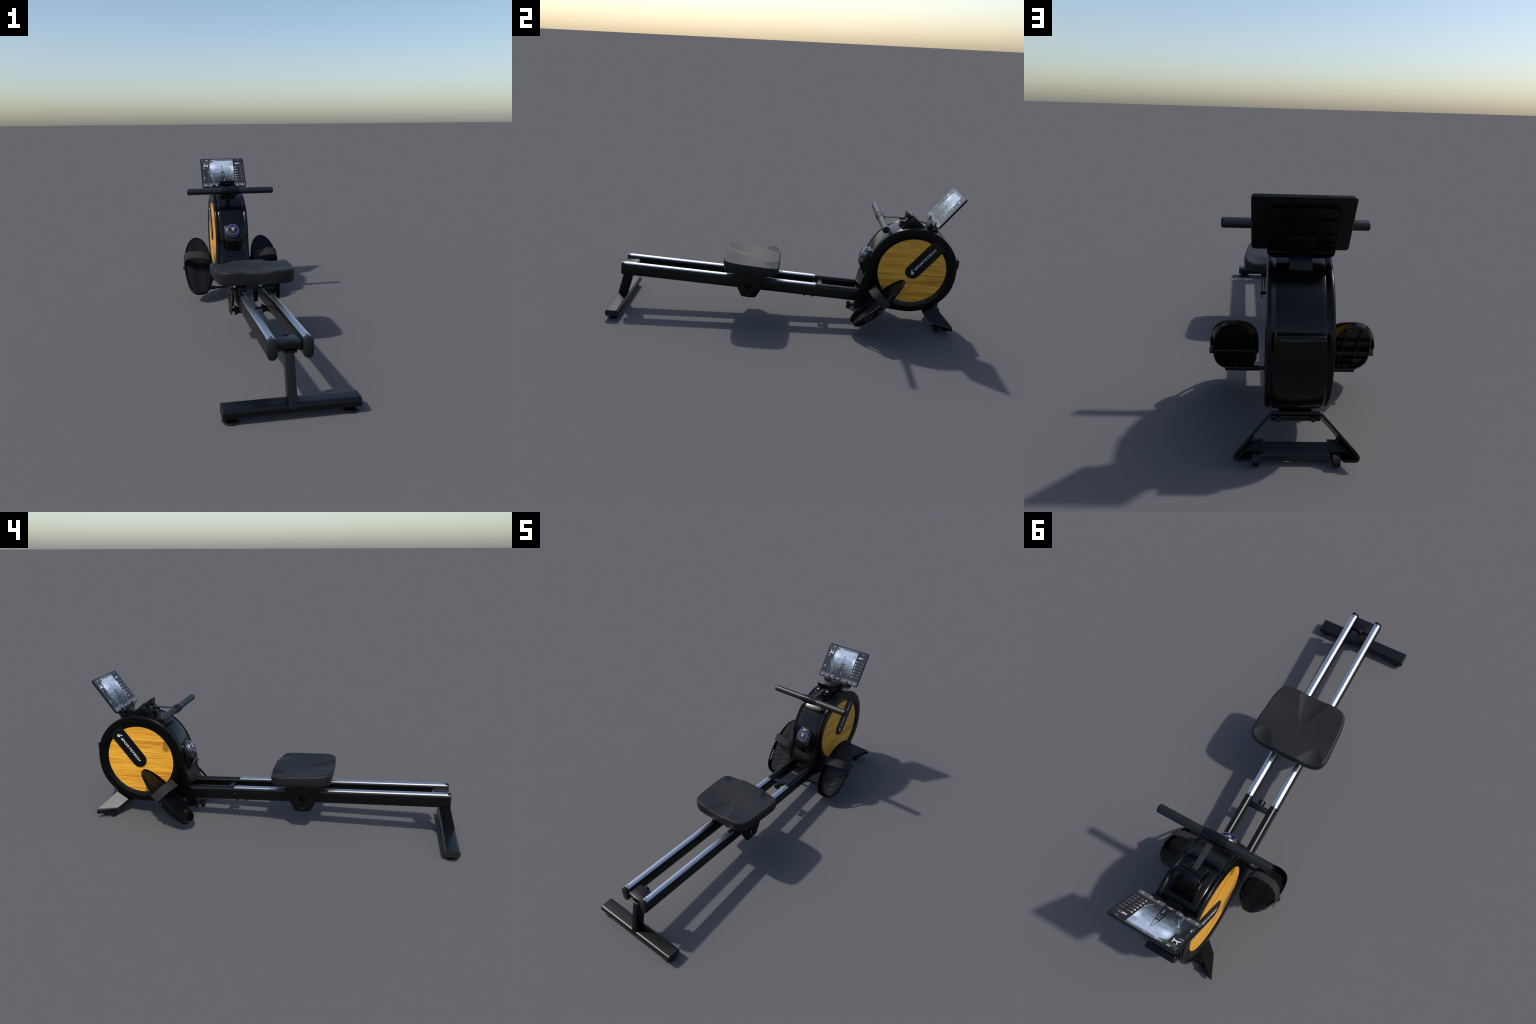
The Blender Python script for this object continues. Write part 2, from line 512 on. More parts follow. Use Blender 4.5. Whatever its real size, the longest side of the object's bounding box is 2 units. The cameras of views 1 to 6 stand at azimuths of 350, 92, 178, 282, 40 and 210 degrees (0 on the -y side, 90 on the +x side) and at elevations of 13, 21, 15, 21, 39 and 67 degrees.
# ------------------------------------------------------------------ rear stand
bm = bmesh.new()
pd = Vector((0, -.0385, -.1285)).normalized()
pq = Vector((0, -pd.z, pd.y)) * -1
top, bot = Vector((0, -.9130, .236)), Vector((0, -.9715, .040))
sec = rounded_poly([(-.0155, -.0295), (.0155, -.0295), (.0155, .0295), (-.0155, .0295)], .008, 5)
add_loops(bm, [[c + Vector((a, b, 0)) for a, b in sec] for c in (top, bot)])
post = finish(bm, "stand_post", STEEL, root, angle=40)
bm = bmesh.new()
sec = rounded_poly([(-.0375, -.0190), (.0375, -.0190), (.0375, .0190), (-.0375, .0190)], [.016] * 4, 8)
SC = (-.9625, .0385)
add_loops(bm, [[(x, SC[0] + a, SC[1] + b) for a, b in sec] for x in (-.2505, .2505)])
bar = finish(bm, "stabilizer_bar", STEEL, root, angle=40)
for s in (-1, 1):
    bm = bmesh.new()
    add_loops(bm, [[(s * x, SC[0] + a * f, SC[1] + b * f) for a, b in sec] for x, f in ((.2500, 1.012), (.2528, 1.012), (.2542, .97))])
    finish(bm, "stabilizer_cap", CAPS, bar, angle=40)
    lathe("levelling_foot", (s * .2215, SC[0] - .002, 0), (0, 0, 1), [(0, .0305), (.003, .0325), (.0060, .0310), (.0110, .0190), (.0135, .0120), (.024, .0105)], RUBBER, bar, n=36)

# ------------------------------------------------------------------ seat
SEATC = (0.0, -.1825)
SHL = .1605                      # half length
def seat_outline(a):
    """rounded trapezoid, a little wider in front (+y), slightly bowed edges"""
    c, s_ = math.cos(a), math.sin(a)
    e = 0.34
    u = math.copysign(abs(c) ** e, c)
    v = math.copysign(abs(s_) ** e, s_)
    y = v * SHL
    if v > 0:
        y += .004 * (1 - u * u) * v
    w = .1910 + .0105 * v - .002 * v * v
    return u * w, y
def crisp(t):                    # circular hollow with a clear edge
    return math.sqrt(max(0.0, 1 - t * t)) if abs(t) < 1 else 0.0
def seat_top(x, y):
    v = y / SHL
    ax = min(1.0, abs(x) / .19)
    h = .0620 - .0105 * v + .004 * max(0.0, -v) ** 3
    # broad dish, shallower towards the front
    h -= .0105 * (1 - ax ** 2) * math.exp(-((v + .25) / .62) ** 2)
    # tail-bone relief: hollow opening from mid seat to the rear edge
    back = max(0.0, min(1.0, (-v - .06) / .94))
    if back > 0:
        h -= .0105 * back ** .8 * max(0.0, 1 - (x / (.004 + .075 * back ** .75)) ** 2)
    # thigh hollows in the front corners
    f = (v - .50) / .50
    if f > 0:
        half = .066 * min(1.0, f) ** .5
        h -= .0125 * min(1.0, f) ** .75 * max(0.0, 1 - ((abs(x) - .132) / half) ** 2)
    return h
bm = bmesh.new()
NA = 240
SZ = .2990
loops = []
def seat_loop(f, mode, extra=0.0):
    lp = []
    for i in range(NA):
        a = 2 * pi * (i + .5) / NA
        ox, oy = seat_outline(a)
        x, y = ox * f, oy * f
        if mode == "top":
            z = SZ + seat_top(x, y) - extra
        else:
            z = SZ + .0040 - .0055 * (y / SHL) + extra
        lp.append((x, SEATC[1] + y, z))
    return lp
for k in range(46):
    loops.append(seat_loop(.012 + (.945 - .012) * k / 45, "top"))
for f, e in ((.962, .0005), (.976, .0017), (.987, .0037), (.995, .0067), (.999, .0100), (1.0, .0140)):
    loops.append(seat_loop(f, "top", e))
for f, e in ((.9945, .016), (.986, .008), (.978, .0030), (.968, 0.0008), (.952, 0.0), (.60, 0.0), (.3, 0.0)):
    loops.append(seat_loop(f, "side", e))
add_loops(bm, loops)
seat = finish(bm, "seat", VINYL, root, angle=60)

# carriage under the seat
CZ0 = rail_top(-.187)
bm = bmesh.new()
add_box(bm, (0, -.187, .2985), (.217, .200, .010), Matrix.Translation((0, -.187, .2985)) @ Matrix.Rotation(math.atan(SLOPE), 4, "X") @ Matrix.Translation((0, .187, -.2985)))
carriage = finish(bm, "seat_carriage", STEEL, root, bevel=.001)
outl = rounded_poly([(-.094, .295), (-.094, .232), (-.152, .130), (-.233, .134), (-.283, .242), (-.283, .304)], [.001, .012, .012, .012, .012, .001], 5)
hole = [(-.170, .226), (-.171, .192), (-.213, .194), (-.213, .228)]
slot = [(p[0] - .1895, p[1] + .172) for p in rrect(.006, .034, .0029, 4)]
for s in (-1, 1):
    M = basis((s * .1105, 0, 0), (0, 1, 0), (0, 0, 1), (1, 0, 0))
    br = plate("seat_bracket", outl, [hole, slot], .0045, STEEL, carriage, M, bevel=.0006)
    for (y, z) in ((-.113, .2625), (-.261, .2705), (-.192, .1475)):
        lathe("axle_bolt", (s * .1120, y, z), (s, 0, 0), [(0, .0078), (.0035, .0074), (.006, .0052), (.0070, .0015)], BOLT, carriage, n=20)
for s in (-1, 1):
    box("bracket_pocket", (s * .0985, -.1905, .2050), (.004, .070, .060), DARK, carriage, bevel=.001)
for (y, z) in ((-.113, .2625), (-.261, .2705), (-.192, .1475)):
    cyl("roller_axle", (-.110, y, z), (.110, y, z), .0045, BOLT, carriage)
    for s in (-1, 1):
        if z > .2:
            prof = [(-.0205, .0175), (-.0195, .0185), (-.0150, .0190), (0, .0176), (.0150, .0190), (.0195, .0185), (.0205, .0175)]
        else:
            prof = [(-.0235, .0245), (-.0215, .0255), (-.0195, .0240), (-.0130, .0180), (-.006, .0150), (0, .0145), (.006, .0150), (.0130, .0180), (.0195, .0240), (.0215, .0255), (.0235, .0245)]
        lathe("roller", (s * RX, y, z + (0.0012 if z > .2 else -.0035)), (1, 0, 0), prof, RUBBER, carriage, n=32)
        cyl("roller_spacer", (s * .089, y, z), (s * .1085, y, z), .0085, DARK, carriage, n=20)
box("carriage_stop", (0, -.262, .2500), (.020, .020, .085), DARK, carriage, bevel=.0015)

# ------------------------------------------------------------------ front foot: bent plate, tilted 38 degrees, feet cut level
FRONT = [(.0, .833, .0950), (.066, .833, .0950), (.079, .8345, .0925), (.128, .8795, .0570), (.1325, .8835, .0510), (.1335, .885, .0440), (.131, .8845, .0360), (.124, .883, .0300), (.098, .881, .0290)]
REAR = [(.0, .8965, .1385), (.066, .8965, .1385), (.0795, .8985, .1355), (.1765, .984, .0585), (.1820, .9855, .0495), (.1835, .987, .0410), (.1800, .986, .0320), (.171, .984, .0265), (.138, .982, .0255)]
def foot_strip(k, t):
    """one bent line from tip to tip at fraction k of the plate width; t = offset inside the bend"""
    half_ = [Vector(a).lerp(Vector(b), k) for a, b in zip(FRONT, REAR)]
    half_[3:3] = [half_[2].lerp(half_[3], .04), half_[2].lerp(half_[3], .96)]      # keep the leg plate flat up to its bends
    half_[1:1] = [half_[0].lerp(half_[1], .96)]
    if t:
        o_ = []
        for i_, p in enumerate(half_):
            a = half_[max(i_ - 1, 0)]; b = half_[min(i_ + 1, len(half_) - 1)]
            d_ = b - a
            n_ = Vector((d_.z, 0, -d_.x)).normalized()
            o_.append(p + n_ * t)
        o_[0].x = 0
        half_ = o_
    return [Vector((-p.x, p.y, p.z)) for p in reversed(half_[1:])] + half_
bm = bmesh.new()
add_loops(bm, [foot_strip(k, 0) + list(reversed(foot_strip(k, .0080))) for k in (0, .25, .5, .75, 1)])
ff = finish(bm, "floor_stand", STEEL, root, angle=24)
def quad_plate(name, pts, th_, parent):
    a, b, c = (Vector(p) for p in pts[:3])
    n_ = (b - a).cross(c - a).normalized() * th_
    bm = bmesh.new()
    add_loops(bm, [[Vector(p) for p in pts], [Vector(p) + n_ for p in pts]])
    return finish(bm, name, COVER, parent, bevel=.0012)
quad_plate("foot_web", [(-.084, .948, .0165), (.084, .948, .0165), (.084, .928, .0530), (-.084, .928, .0530)], -.006, ff)
quad_plate("foot_web", [(-.160, .944, .0260), (.160, .944, .0260), (.138, .925, .0560), (-.138, .925, .0560)], -.005, ff)
cyl("foot_web_edge", (-.100, .9530, .0175), (.100, .9530, .0175), .0045, STEEL, ff)
box("foot_mount", (0, .880, .1150), (.150, .030, .016), STEEL, ff, bevel=.002)
box("foot_mount", (0, .845, .1120), (.100, .060, .022), STEEL, ff, bevel=.002)
for s in (-1, 1):
    lathe("foot_bolt", (s * .052, .893, .1140), (0, .85, -.1), [(0, .0105), (.004, .0100), (.008, .0070), (.0095, .002)], BOLT, ff, n=20)
    wx = s * .1180
    lathe("transport_wheel", (wx, .962, .0205), (1, 0, 0), [(-.0115, .006), (-.0115, .0185), (-.0100, .0205), (.0100, .0205), (.0115, .0185), (.0115, .006)], RUBBER, ff, n=32)
    cyl("wheel_axle", (wx - .016, .962, .0205), (wx + .016, .962, .0205), .004, BOLT, ff)
    lathe("foot_pad", (s * .1230, .9150, 0), (0, 0, 1), [(0, .0155), (.002, .0170), (.022, .0175), (.040, .0170)], RUBBER, ff, n=28)

# ------------------------------------------------------------------ pedal support bar, knob bracket
cyl("pedal_bar", (-.240, .468, .0715), (.240, .468, .0715), .0072, STEEL, root)
for s in (-1, 1):
    cyl("bar_sleeve", (s * .112, .468, .0715), (s * .2415, .468, .0715), .0108, RUBBER, root)
box("knob_bracket", (0, .4720, .1030), (.040, .062, .090), STEEL, root, bevel=.003)
box("knob_plate", (0, .4410, .0740), (.034, .005, .062), STEEL, root, bevel=.0012)
lathe("adjuster_knob", (0, .442, .0735), (0, -1, 0), [(0, .0050), (.017, .0050), (.018, .0085), (.027, .0100), (.0285, .0215), (.031, .0245), (.044, .0245), (.0475, .0220), (.0485, .010)], RUBBER, root, n=36)
box("rail_carrier", (0, .500, .158), (.150, .130, .060), DARK, root, bevel=.004)

# ------------------------------------------------------------------ pedals
U = Vector((0, .7071, .7071))            # heel to toe along the cup rim
Wn = Vector((0, -.7071, .7071))          # out of the sole
HEEL = Vector((0, .400, .066))
PLEN = .3825
HWT = [(0, .0), (.012, .026), (.035, .0415), (.08, .0575), (.16, .0700), (.30, .0790), (.42, .0820), (.55, .0810), (.68, .0755), (.80, .0660), (.90, .0500), (.955, .0350), (.985, .0205), (1, .0)]
def hw(t):
    for i in range(len(HWT) - 1):
        if HWT[i][0] <= t <= HWT[i + 1][0]:
            a, b = HWT[i], HWT[i + 1]
            # circular-ish ends
            f = (t - a[0]) / (b[0] - a[0])
            if i == 0:
                f = math.sqrt(f)
            if i == len(HWT) - 2:
                f = 1 - (1 - math.sqrt(max(0, 1 - f))) if False else 1 - math.sqrt(max(0.0, 1 - f))
                return a[1] * (1 - f)
            return a[1] * (1 - f) + b[1] * f
    return 0.0
def depth(t):            # wall depth below the rim plane
    return smooth_table([(0, .032), (.10, .036), (.28, .042), (.50, .037), (.75, .024), (1, .012)], t)
def sole(t):             # sole surface below the rim plane
    return smooth_table([(0, .0215), (.15, .0210), (.40, .0155), (.70, .0085), (.9, .0050), (1, .0035)], t)
ts = [0.5 - 0.5 * math.cos(pi * k / 60) for k in range(61)]

def build_pedal(sx):
    cx = .2015 * sx
    def P(t, v, w):
        return HEEL + Vector((cx + v, 0, 0)) + U * (t * PLEN) + Wn * w
    # cup wall: one surface with a slot, thickened by Solidify
    out = [(t, hw(t)) for t in ts] + [(t, -hw(t)) for t in reversed(ts[1:-1])]
    bm = bmesh.new()
    levels = (0.0, .30, .62, .80, 1.0)
    rings = []
    for l in levels:
        ring_ = []
        for t, v in out:
            k = 1 - .10 * l ** 1.5
            tt = .5 + (t - .5) * (1 - (.045 if t < .5 else .0) * l ** 1.5)
            ring_.append(bm.verts.new(P(tt, v * k, -depth(t) * l)))
        rings.append(ring_)
    n = len(out)
    for li in range(len(levels) - 1):
        for i in range(n):
            j = (i + 1) % n
            t, v = out[i]
            if li == 1 and .20 < t < .38 and v * sx > 0:
                continue
            bm.faces.new((rings[li][i], rings[li][j], rings[li + 1][j], rings[li + 1][i]))
    ped = finish(bm, "pedal", GLOSS, root, angle=45)
    # finish() recalculates normals; thicken both ways and bake
    md = ped.modifiers.new("wall", "SOLIDIFY")
    md.thickness = .0042
    md.offset = 0
    md.use_even_offset = False
    bpy.context.view_layer.update()
    me = bpy.data.meshes.new_from_object(ped.evaluated_get(bpy.context.evaluated_depsgraph_get()))
    ped.modifiers.clear()
    old = ped.data
    ped.data = me
    me.name = "pedal"
    bpy.data.meshes.remove(old)
    me.set_sharp_from_angle(angle=math.radians(40))
    # sole: zig-zag grooved tread
    bm = bmesh.new()
    NU, NV = 300, 96
    grid = []
    for a in range(NU + 1):
        t = .006 + .988 * (0.5 - 0.5 * math.cos(pi * a / NU)) * .6 + .988 * (a / NU) * .4
        row = []
        for b in range(NV + 1):
            s_ = -1 + 2 * b / NV
            v = s_ * max(.0005, hw(t) - .0022)
            col = v / .0365 + 2.0
            fr = col - math.floor(col)
            zig = fr if int(math.floor(col)) % 2 == 0 else 1 - fr
            ph = (t * PLEN - zig * .026) / .0335
            g = ph - math.floor(ph)
            groove = max(0.0, 1 - abs(g - .5) / .034)
            facet = (.0012 if int(math.floor(col)) % 2 == 0 else -.0012) * (fr - .5)
            gut = max(0.0, min(1.0, (abs(v) - (hw(t) - .003 - .013 * max(0.0, 1 - t / .85))) / .0016))
            gut = max(gut if t < .85 else 0.0, max(0.0, min(1.0, (.040 - t) / .006)))
            row.append(bm.verts.new(P(t, v, -sole(t) - .0085 * gut + facet - .0010 * min(1, groove * 1.6))))
        grid.append(row)
    for a in range(NU):
        for b in range(NV):
            bm.faces.new((grid[a][b], grid[a][b + 1], grid[a + 1][b + 1], grid[a + 1][b]))
    r = bmesh.ops.extrude_face_region(bm, geom=bm.faces[:])
    bmesh.ops.translate(bm, vec=-Wn * .005, verts=[g for g in r["geom"] if isinstance(g, bmesh.types.BMVert)])
    finish(bm, "foot_plate", TREAD, ped, angle=25)
    # stiffening ribs under the sole
    bm = bmesh.new()
    for v in (-.027, .027):
        lp0, lp1 = [], []
        tt = [.06, .2, .35, .5, .65, .8, .90]
        up = [(t, -sole(t) - .003) for t in tt]
        dn = [(t, -depth(t) * .93) for t in reversed(tt)]
        for t, w in up + dn:
            lp0.append(P(t, v - .0013, w)); lp1.append(P(t, v + .0013, w))
        add_loops(bm, [lp0, lp1])
    for t in (.16, .34, .52, .70):
        h = hw(t) * .95
        pr = [(-h, -sole(t) - .003), (h, -sole(t) - .003), (h * .95, -depth(t) * .80), (-h * .95, -depth(t) * .80)]
        add_loops(bm, [[P(t, v, w) for v, w in pr], [P(t + .007, v, w) for v, w in pr]])
    finish(bm, "sole_rib", DARK, ped)
    # axle stub boss and bolt on the outer side
    bp = Vector((0, .550, .1775))
    cyl("axle_tube", (sx * .120, bp.y, bp.z), (sx * .281, bp.y, bp.z), .0105, DARK, ped)
    lathe("axle_bolt", (sx * .2775, bp.y, bp.z), (sx, 0, 0), [(0, .0060), (.003, .0060), (.0035, .0125), (.013, .0118), (.0145, .0090)], BOLT, ped, n=8, angle=25)
    # strap: woven band arching over the foot
    bm = bmesh.new()
    arc = []
    for k in range(41):
        a = pi * k / 40
        cv = math.copysign(abs(math.cos(a)) ** .72, math.cos(a))
        sv = math.sin(a) ** .62
        arc.append((cv * .0838, -.031 + sv * .0950, .5 * (1 - math.sin(a))))
    loops = []
    for u0, off in ((-.0245, 0), (.0245, 0), (.0245, .0026), (-.0245, .0026), (-.0245, 0)):
        loops.append([HEEL + Vector((cx + v * (1 - off / .0840), 0, 0)) + U * (.2100 + u0 + .020 * (v * sx / .0838 + 1) / 2) + Wn * (w - off) for v, w, q_ in arc])
    add_loops(bm, loops, cap0=False, cap1=False, closed=False)
    e0 = [lp[0] for lp in loops[:4]]; e1 = [lp[-1] for lp in loops[:4]]
    bm.faces.new([bm.verts.new(p) for p in e0]); bm.faces.new([bm.verts.new(p) for p in e1])
    finish(bm, "foot_strap", WEB, ped, angle=40)
    for sg in (-1, 1):
        a = P(.515, sg * .0800, -.010); b = P(.640, sg * .0760, -.008)
        cyl("strap_pin", a, b, .0014, CHROME, ped, n=10)
    # little rubber stop under the heel
    lathe("heel_stop", P(.16, 0, -.035), -Wn, [(0, .011), (.006, .010), (.009, .006)], RUBBER, ped, n=20)
    return ped
build_pedal(-1)
build_pedal(1)

# ------------------------------------------------------------------ handle, strap, cradle
HY, HZ, HR = .530, .6370, .0187
handle = lathe("handle", (-.056, HY, HZ), (1, 0, 0),
               [(0, .0186), (.001, .0205), (.010, .0212), (.022, .0232), (.0285, .0236), (.029, .0215), (.0325, .0215), (.033, .0240), (.048, .0240),
                (.0485, .0218), (.052, .0218), (.0525, .0240), (.070, .0236), (.078, .0222), (.094, .0208), (.105, .0200), (.106, .0186)], DARK, root, n=40)
for s in (-1, 1):
    a = .049
    lathe("handle_grip", (s * a, HY, HZ), (s, 0, 0), [(0, .0184), (.190, HR), (.1965, HR)], FOAM, handle, n=36)
    lathe("grip_end_cap", (s * .2445, HY, HZ), (s, 0, 0), [(0, .0184), (.0015, .0189), (.0038, .0186), (.0068, .0164), (.0088, .0118), (.0095, .004)], DARK, handle, n=36)
# strap clevis on the handle's rear side
bm = bmesh.new()
add_loops(bm, [[(x, HY + .006, HZ - .001 + z) for x, z in rrect(.050, .036, .008)], [(x, HY + .020, HZ - .001 + z) for x, z in rrect(.040, .022, .006)], [(x, HY + .028, HZ - .001 + z) for x, z in rrect(.030, .009, .003)]])
finish(bm, "strap_clevis", DARK, handle, angle=40)
bm = bmesh.new()
add_loops(bm, [[(x, y, z + dz) for x, dz in ((-.0125, -.0012), (.0125, -.0012), (.0125, .0012), (-.0125, .0012))] for y, z in ((.548, .6360), (.60, .6375), (.65, .6385), (.700, .6375))])
finish(bm, "pull_strap", WEB, root, bevel=.0005)

PROF = [(.648, .575), (.652, .594), (.660, .606), (.6425, .6240), (.6400, .6285), (.6425, .6320), (.6560, .6315), (.6660, .6345), (.6740, .6410),
        (.6780, .6500), (.6785, .6600), (.6750, .6690), (.6770, .6740), (.6825, .6750), (.6950, .6640), (.7020, .6640), (.7080, .6645), (.7770, .6030), (.7770, .575)]
cr = extrude_yz("handle_cradle", PROF, .0185, .0465, GLOSS, root, bevel=.001, angle=35)
extrude_yz("cradle_cheek", PROF, -.0465, -.0185, GLOSS, cr, bevel=.001, angle=35)
mid = [(.690, .575), (.690, .640), (.682, .6580), (.684, .6700), (.6870, .6730), (.6955, .6655), (.7020, .6650), (.7082, .6656), (.7780, .6036), (.7780, .575)]
extrude_yz("cradle_shell", mid, -.0472, .0472, GLOSS, cr, bevel=.0015, angle=35)
throat = [(.684, .600), (.684, .640), (.6755, .6560), (.6750, .6690), (.6900, .6690), (.6960, .600)]
extrude_yz("cradle_throat", throat, -.0187, .0187, GLOSS, cr, bevel=.001, angle=35)
extrude_yz("cradle_sill", [(.640, .585), (.652, .618), (.676, .6190), (.690, .5850)], -.0187, .0187, GLOSS, cr, bevel=.001)
for s in (-1, 1):
    gus = [(.648, .585), (.7075, .6625), (.7790, .6010), (.7790, .575)]
    extrude_yz("cradle_gusset", gus, s * .0460, s * .0500, GLOSS, cr, bevel=.001)
    for p, q in (((.651, .5930), (.7065, .6605)), ((.7070, .6605), (.7745, .6025)), ((.7745, .6050), (.652, .5970))):
        cyl("gusset_rim", (s * .0505, *p), (s * .0505, *q), .0022, GLOSS, cr, n=10)
    lathe("gusset_screw", (s * .0500, .744, .6130), (s, 0, 0), [(0, .0042), (.0012, .0040), (.0016, .002)], RUBBER, cr, n=16)
extrude_yz("hook_bar", [(.6765, .6725), (.6725, .6790), (.6800, .6830), (.6880, .6740), (.6840, .6690)], -.0440, .0440, DARK, cr, bevel=.001)

# ------------------------------------------------------------------ tablet and holder
TU = Vector((0, .5931, .8051))
TN = Vector((0, -.8051, .5931))
TO = Vector((.0032, .8880, .7146))
TM = basis(TO, (1, 0, 0), TU, TN)           # local x right, y up the face, z out of the glass
TT = .0098
def slab(name, w, h, r, z0, z1, ch, mat, parent, cx=0, cy=0):
    bm = bmesh.new()
    def lp(ins, z):
        return [TM @ Vector((x, y, z)) for x, y in rrect(w - 2 * ins, h - 2 * ins, max(r - ins, .0005), 6, cx, cy)]
    add_loops(bm, [lp(ch, z0), lp(0, z0 + ch), lp(0, z1 - ch), lp(ch, z1)])
    return finish(bm, name, mat, parent, angle=35)
tablet = slab("tablet", .2810, .2150, .011, -TT, 0, .0016, BEZEL, root)
slab("tablet_casing", .2770, .2110, .010, -TT - .0012, -TT + .002, .0008, BACK, tablet)

# the picture on the screen: misty water, brighter in the upper middle
def water_material():
    m, nt, b = new_mat("screen_water_picture")
    tc = node(nt, "ShaderNodeTexCoord")
    sep = node(nt, "ShaderNodeSeparateXYZ")
    nt.links.new(tc.outputs["Object"], sep.inputs[0])
    def math_(op, a, c=None, d=None, clamp=False):
        n_ = node(nt, "ShaderNodeMath", operation=op, use_clamp=clamp)
        for i, v in enumerate((a, c, d)):
            if v is None:
                continue
            if hasattr(v, "links"):
                nt.links.new(v, n_.inputs[i])
            else:
                n_.inputs[i].default_value = v
        return n_.outputs[0]
    X, Y = sep.outputs["X"], sep.outputs["Y"]
    nz = node(nt, "ShaderNodeTexNoise")
    nz.inputs["Scale"].default_value = 26
    nz.inputs["Detail"].default_value = 5
    mp = node(nt, "ShaderNodeMapping")
    mp.inputs["Scale"].default_value = (1.0, 2.4, 1.0)
    nt.links.new(tc.outputs["Object"], mp.inputs["Vector"])
    nt.links.new(mp.outputs["Vector"], nz.inputs["Vector"])
    def blob(cx, cy, sx_, sy_):
        a = math_("POWER", math_("ABSOLUTE", math_("DIVIDE", math_("SUBTRACT", X, cx), sx_)), 2.0)
        c = math_("POWER", math_("ABSOLUTE", math_("DIVIDE", math_("SUBTRACT", Y, cy), sy_)), 2.0)
        return math_("EXPONENT", math_("MULTIPLY", math_("ADD", a, c), -1.0))
    e = math_("MULTIPLY", math_("SMOOTHSTEP", Y, -.075, .055) if False else math_("DIVIDE", math_("SUBTRACT", Y, -.070), .115, clamp=True), 0.74)
    side = math_("DIVIDE", math_("SUBTRACT", X, -.110), .040, clamp=True)
    e = math_("MULTIPLY", e, side)
    right = math_("DIVIDE", math_("SUBTRACT", .120, X), .030, clamp=True)
    e = math_("ADD", e, math_("MULTIPLY", blob(-.070, .043, .018, .016), .34))
    e = math_("ADD", e, math_("MULTIPLY", blob(.066, .030, .012, .020), .40))
    e = math_("SUBTRACT", e, math_("MULTIPLY", blob(.060, .060, .014, .014), .22))
    topfade = math_("DIVIDE", math_("SUBTRACT", .104, Y), .018, clamp=True)
    e = math_("MULTIPLY", e, math_("ADD", math_("MULTIPLY", topfade, .8), .2))
    e = math_("ADD", e, math_("MULTIPLY", math_("SUBTRACT", nz.outputs["Fac"], .5), .50), clamp=True)
    e = math_("MULTIPLY", e, right)
    r = node(nt, "ShaderNodeValToRGB")
    els = r.color_ramp.elements
    st = [(0.0, (.020, .021, .026)), (.18, (.040, .050, .060)), (.42, (.140, .175, .205)), (.66, (.34, .40, .50)), (.85, (.55, .63, .77)), (1.0, (.72, .78, .88))]
    while len(els) < len(st):
        els.new(.5)
    for el_, (p, c) in zip(els, st):
        el_.position = p
        el_.color = (*c, 1)
    nt.links.new(e, r.inputs["Fac"])
    nt.links.new(r.outputs["Color"], b.inputs["Base Color"])
    b.inputs["Roughness"].default_value = .22
    return m
S_WATER = water_material()
def glass(name, col, rough=.22):
    return plain(name, col, rough)
S_DARK = glass("screen_dark_panel", (.024, .024, .028))
S_BLACK = glass("screen_black", (.018, .019, .022))
S_GREY = glass("screen_grey_bar", (.095, .090, .100))
S_MID = glass("screen_mid_grey", (.16, .16, .17))
S_TXT = glass("screen_text_grey", (.34, .34, .36))
S_WHITE = glass("screen_white", (.80, .80, .82))
S_GREEN = glass("screen_green_bank", (.055, .090, .045))
S_LIME = glass("screen_lime", (.09, .17, .04))
S_SKIN = glass("screen_avatar", (.52, .34, .29))
S_ORANGE = glass("screen_orange", (.48, .16, .06))
S_HAZE = glass("screen_top_haze", (.105, .115, .140))
S_STEELBLUE = glass("screen_pale_blue", (.36, .41, .50))
S_TEAL = glass("screen_teal", (.10, .16, .19))

# every screen layer is a thin flush leaf of its own, in the tablet's local frame so the picture follows it
def screen_obj(name, shapes, mat, layer, stuff=False, parent=None):
    bm = bmesh.new()
    z0 = -.0003
    z1 = .00018 + layer * .00016
    for pts in shapes:
        add_loops(bm, [[Vector((x, y, z0)) for x, y in pts], [Vector((x, y, z1)) for x, y in pts]])
    ob = finish(bm, name, mat, parent or tablet, stuff=stuff)
    ob.matrix_local = TM
    return ob
def R(x0, y0, x1, y1, r=.0006):
    w, h = x1 - x0, y1 - y0
    return rrect(w, h, min(r, w * .45, h * .45), 3, (x0 + x1) / 2, (y0 + y1) / 2)
def disc(cx, cy, r, n=18):
    return [(cx + r * math.cos(2 * pi * k / n), cy + r * math.sin(2 * pi * k / n)) for k in range(n)]
def line(x0, y0, x1, y1, w0, w1=None):
    w1 = w0 if w1 is None else w1
    d_ = Vector((x1 - x0, y1 - y0)).normalized()
    q_ = Vector((-d_.y, d_.x))
    return [(x0 - q_.x * w0 / 2, y0 - q_.y * w0 / 2), (x1 - q_.x * w1 / 2, y1 - q_.y * w1 / 2), (x1 + q_.x * w1 / 2, y1 + q_.y * w1 / 2), (x0 + q_.x * w0 / 2, y0 + q_.y * w0 / 2)]

screen_obj("screen", [rrect(.2725, .2065, .008, 6)], S_WATER, 0)
# boat bow and cockpit
screen_obj("screen_boat", [[(-.0155, -.078), (.020, -.078), (.0065, .004), (-.013, .004)], line(-.013, .004, -.0055, .058, .0022, .0014), line(.0065, .004, -.0045, .058, .0026, .0014),
                           line(-.0130, .005, .0065, .005, .0025)], S_BLACK, 1)
screen_obj("screen_boat_detail", [disc(-.0065, -.004, .0024, 10), disc(.0005, -.005, .0026, 10), disc(-.0045, -.014, .0020, 10), disc(.0030, -.016, .0022, 10), disc(-.006, -.024, .0022, 10),
                                  disc(.004, -.025, .0024, 10), line(.004, -.043, .0048, -.066, .0030, .0020)], S_STEELBLUE, 2)
screen_obj("screen_oar", [line(-.094, .018, -.062, -.060, .0020, .0028), line(-.080, -.010, -.064, -.060, .0012), [(-.082, -.018), (-.073, -.022), (-.070, -.078), (-.062, -.078)]], S_TEAL, 1)
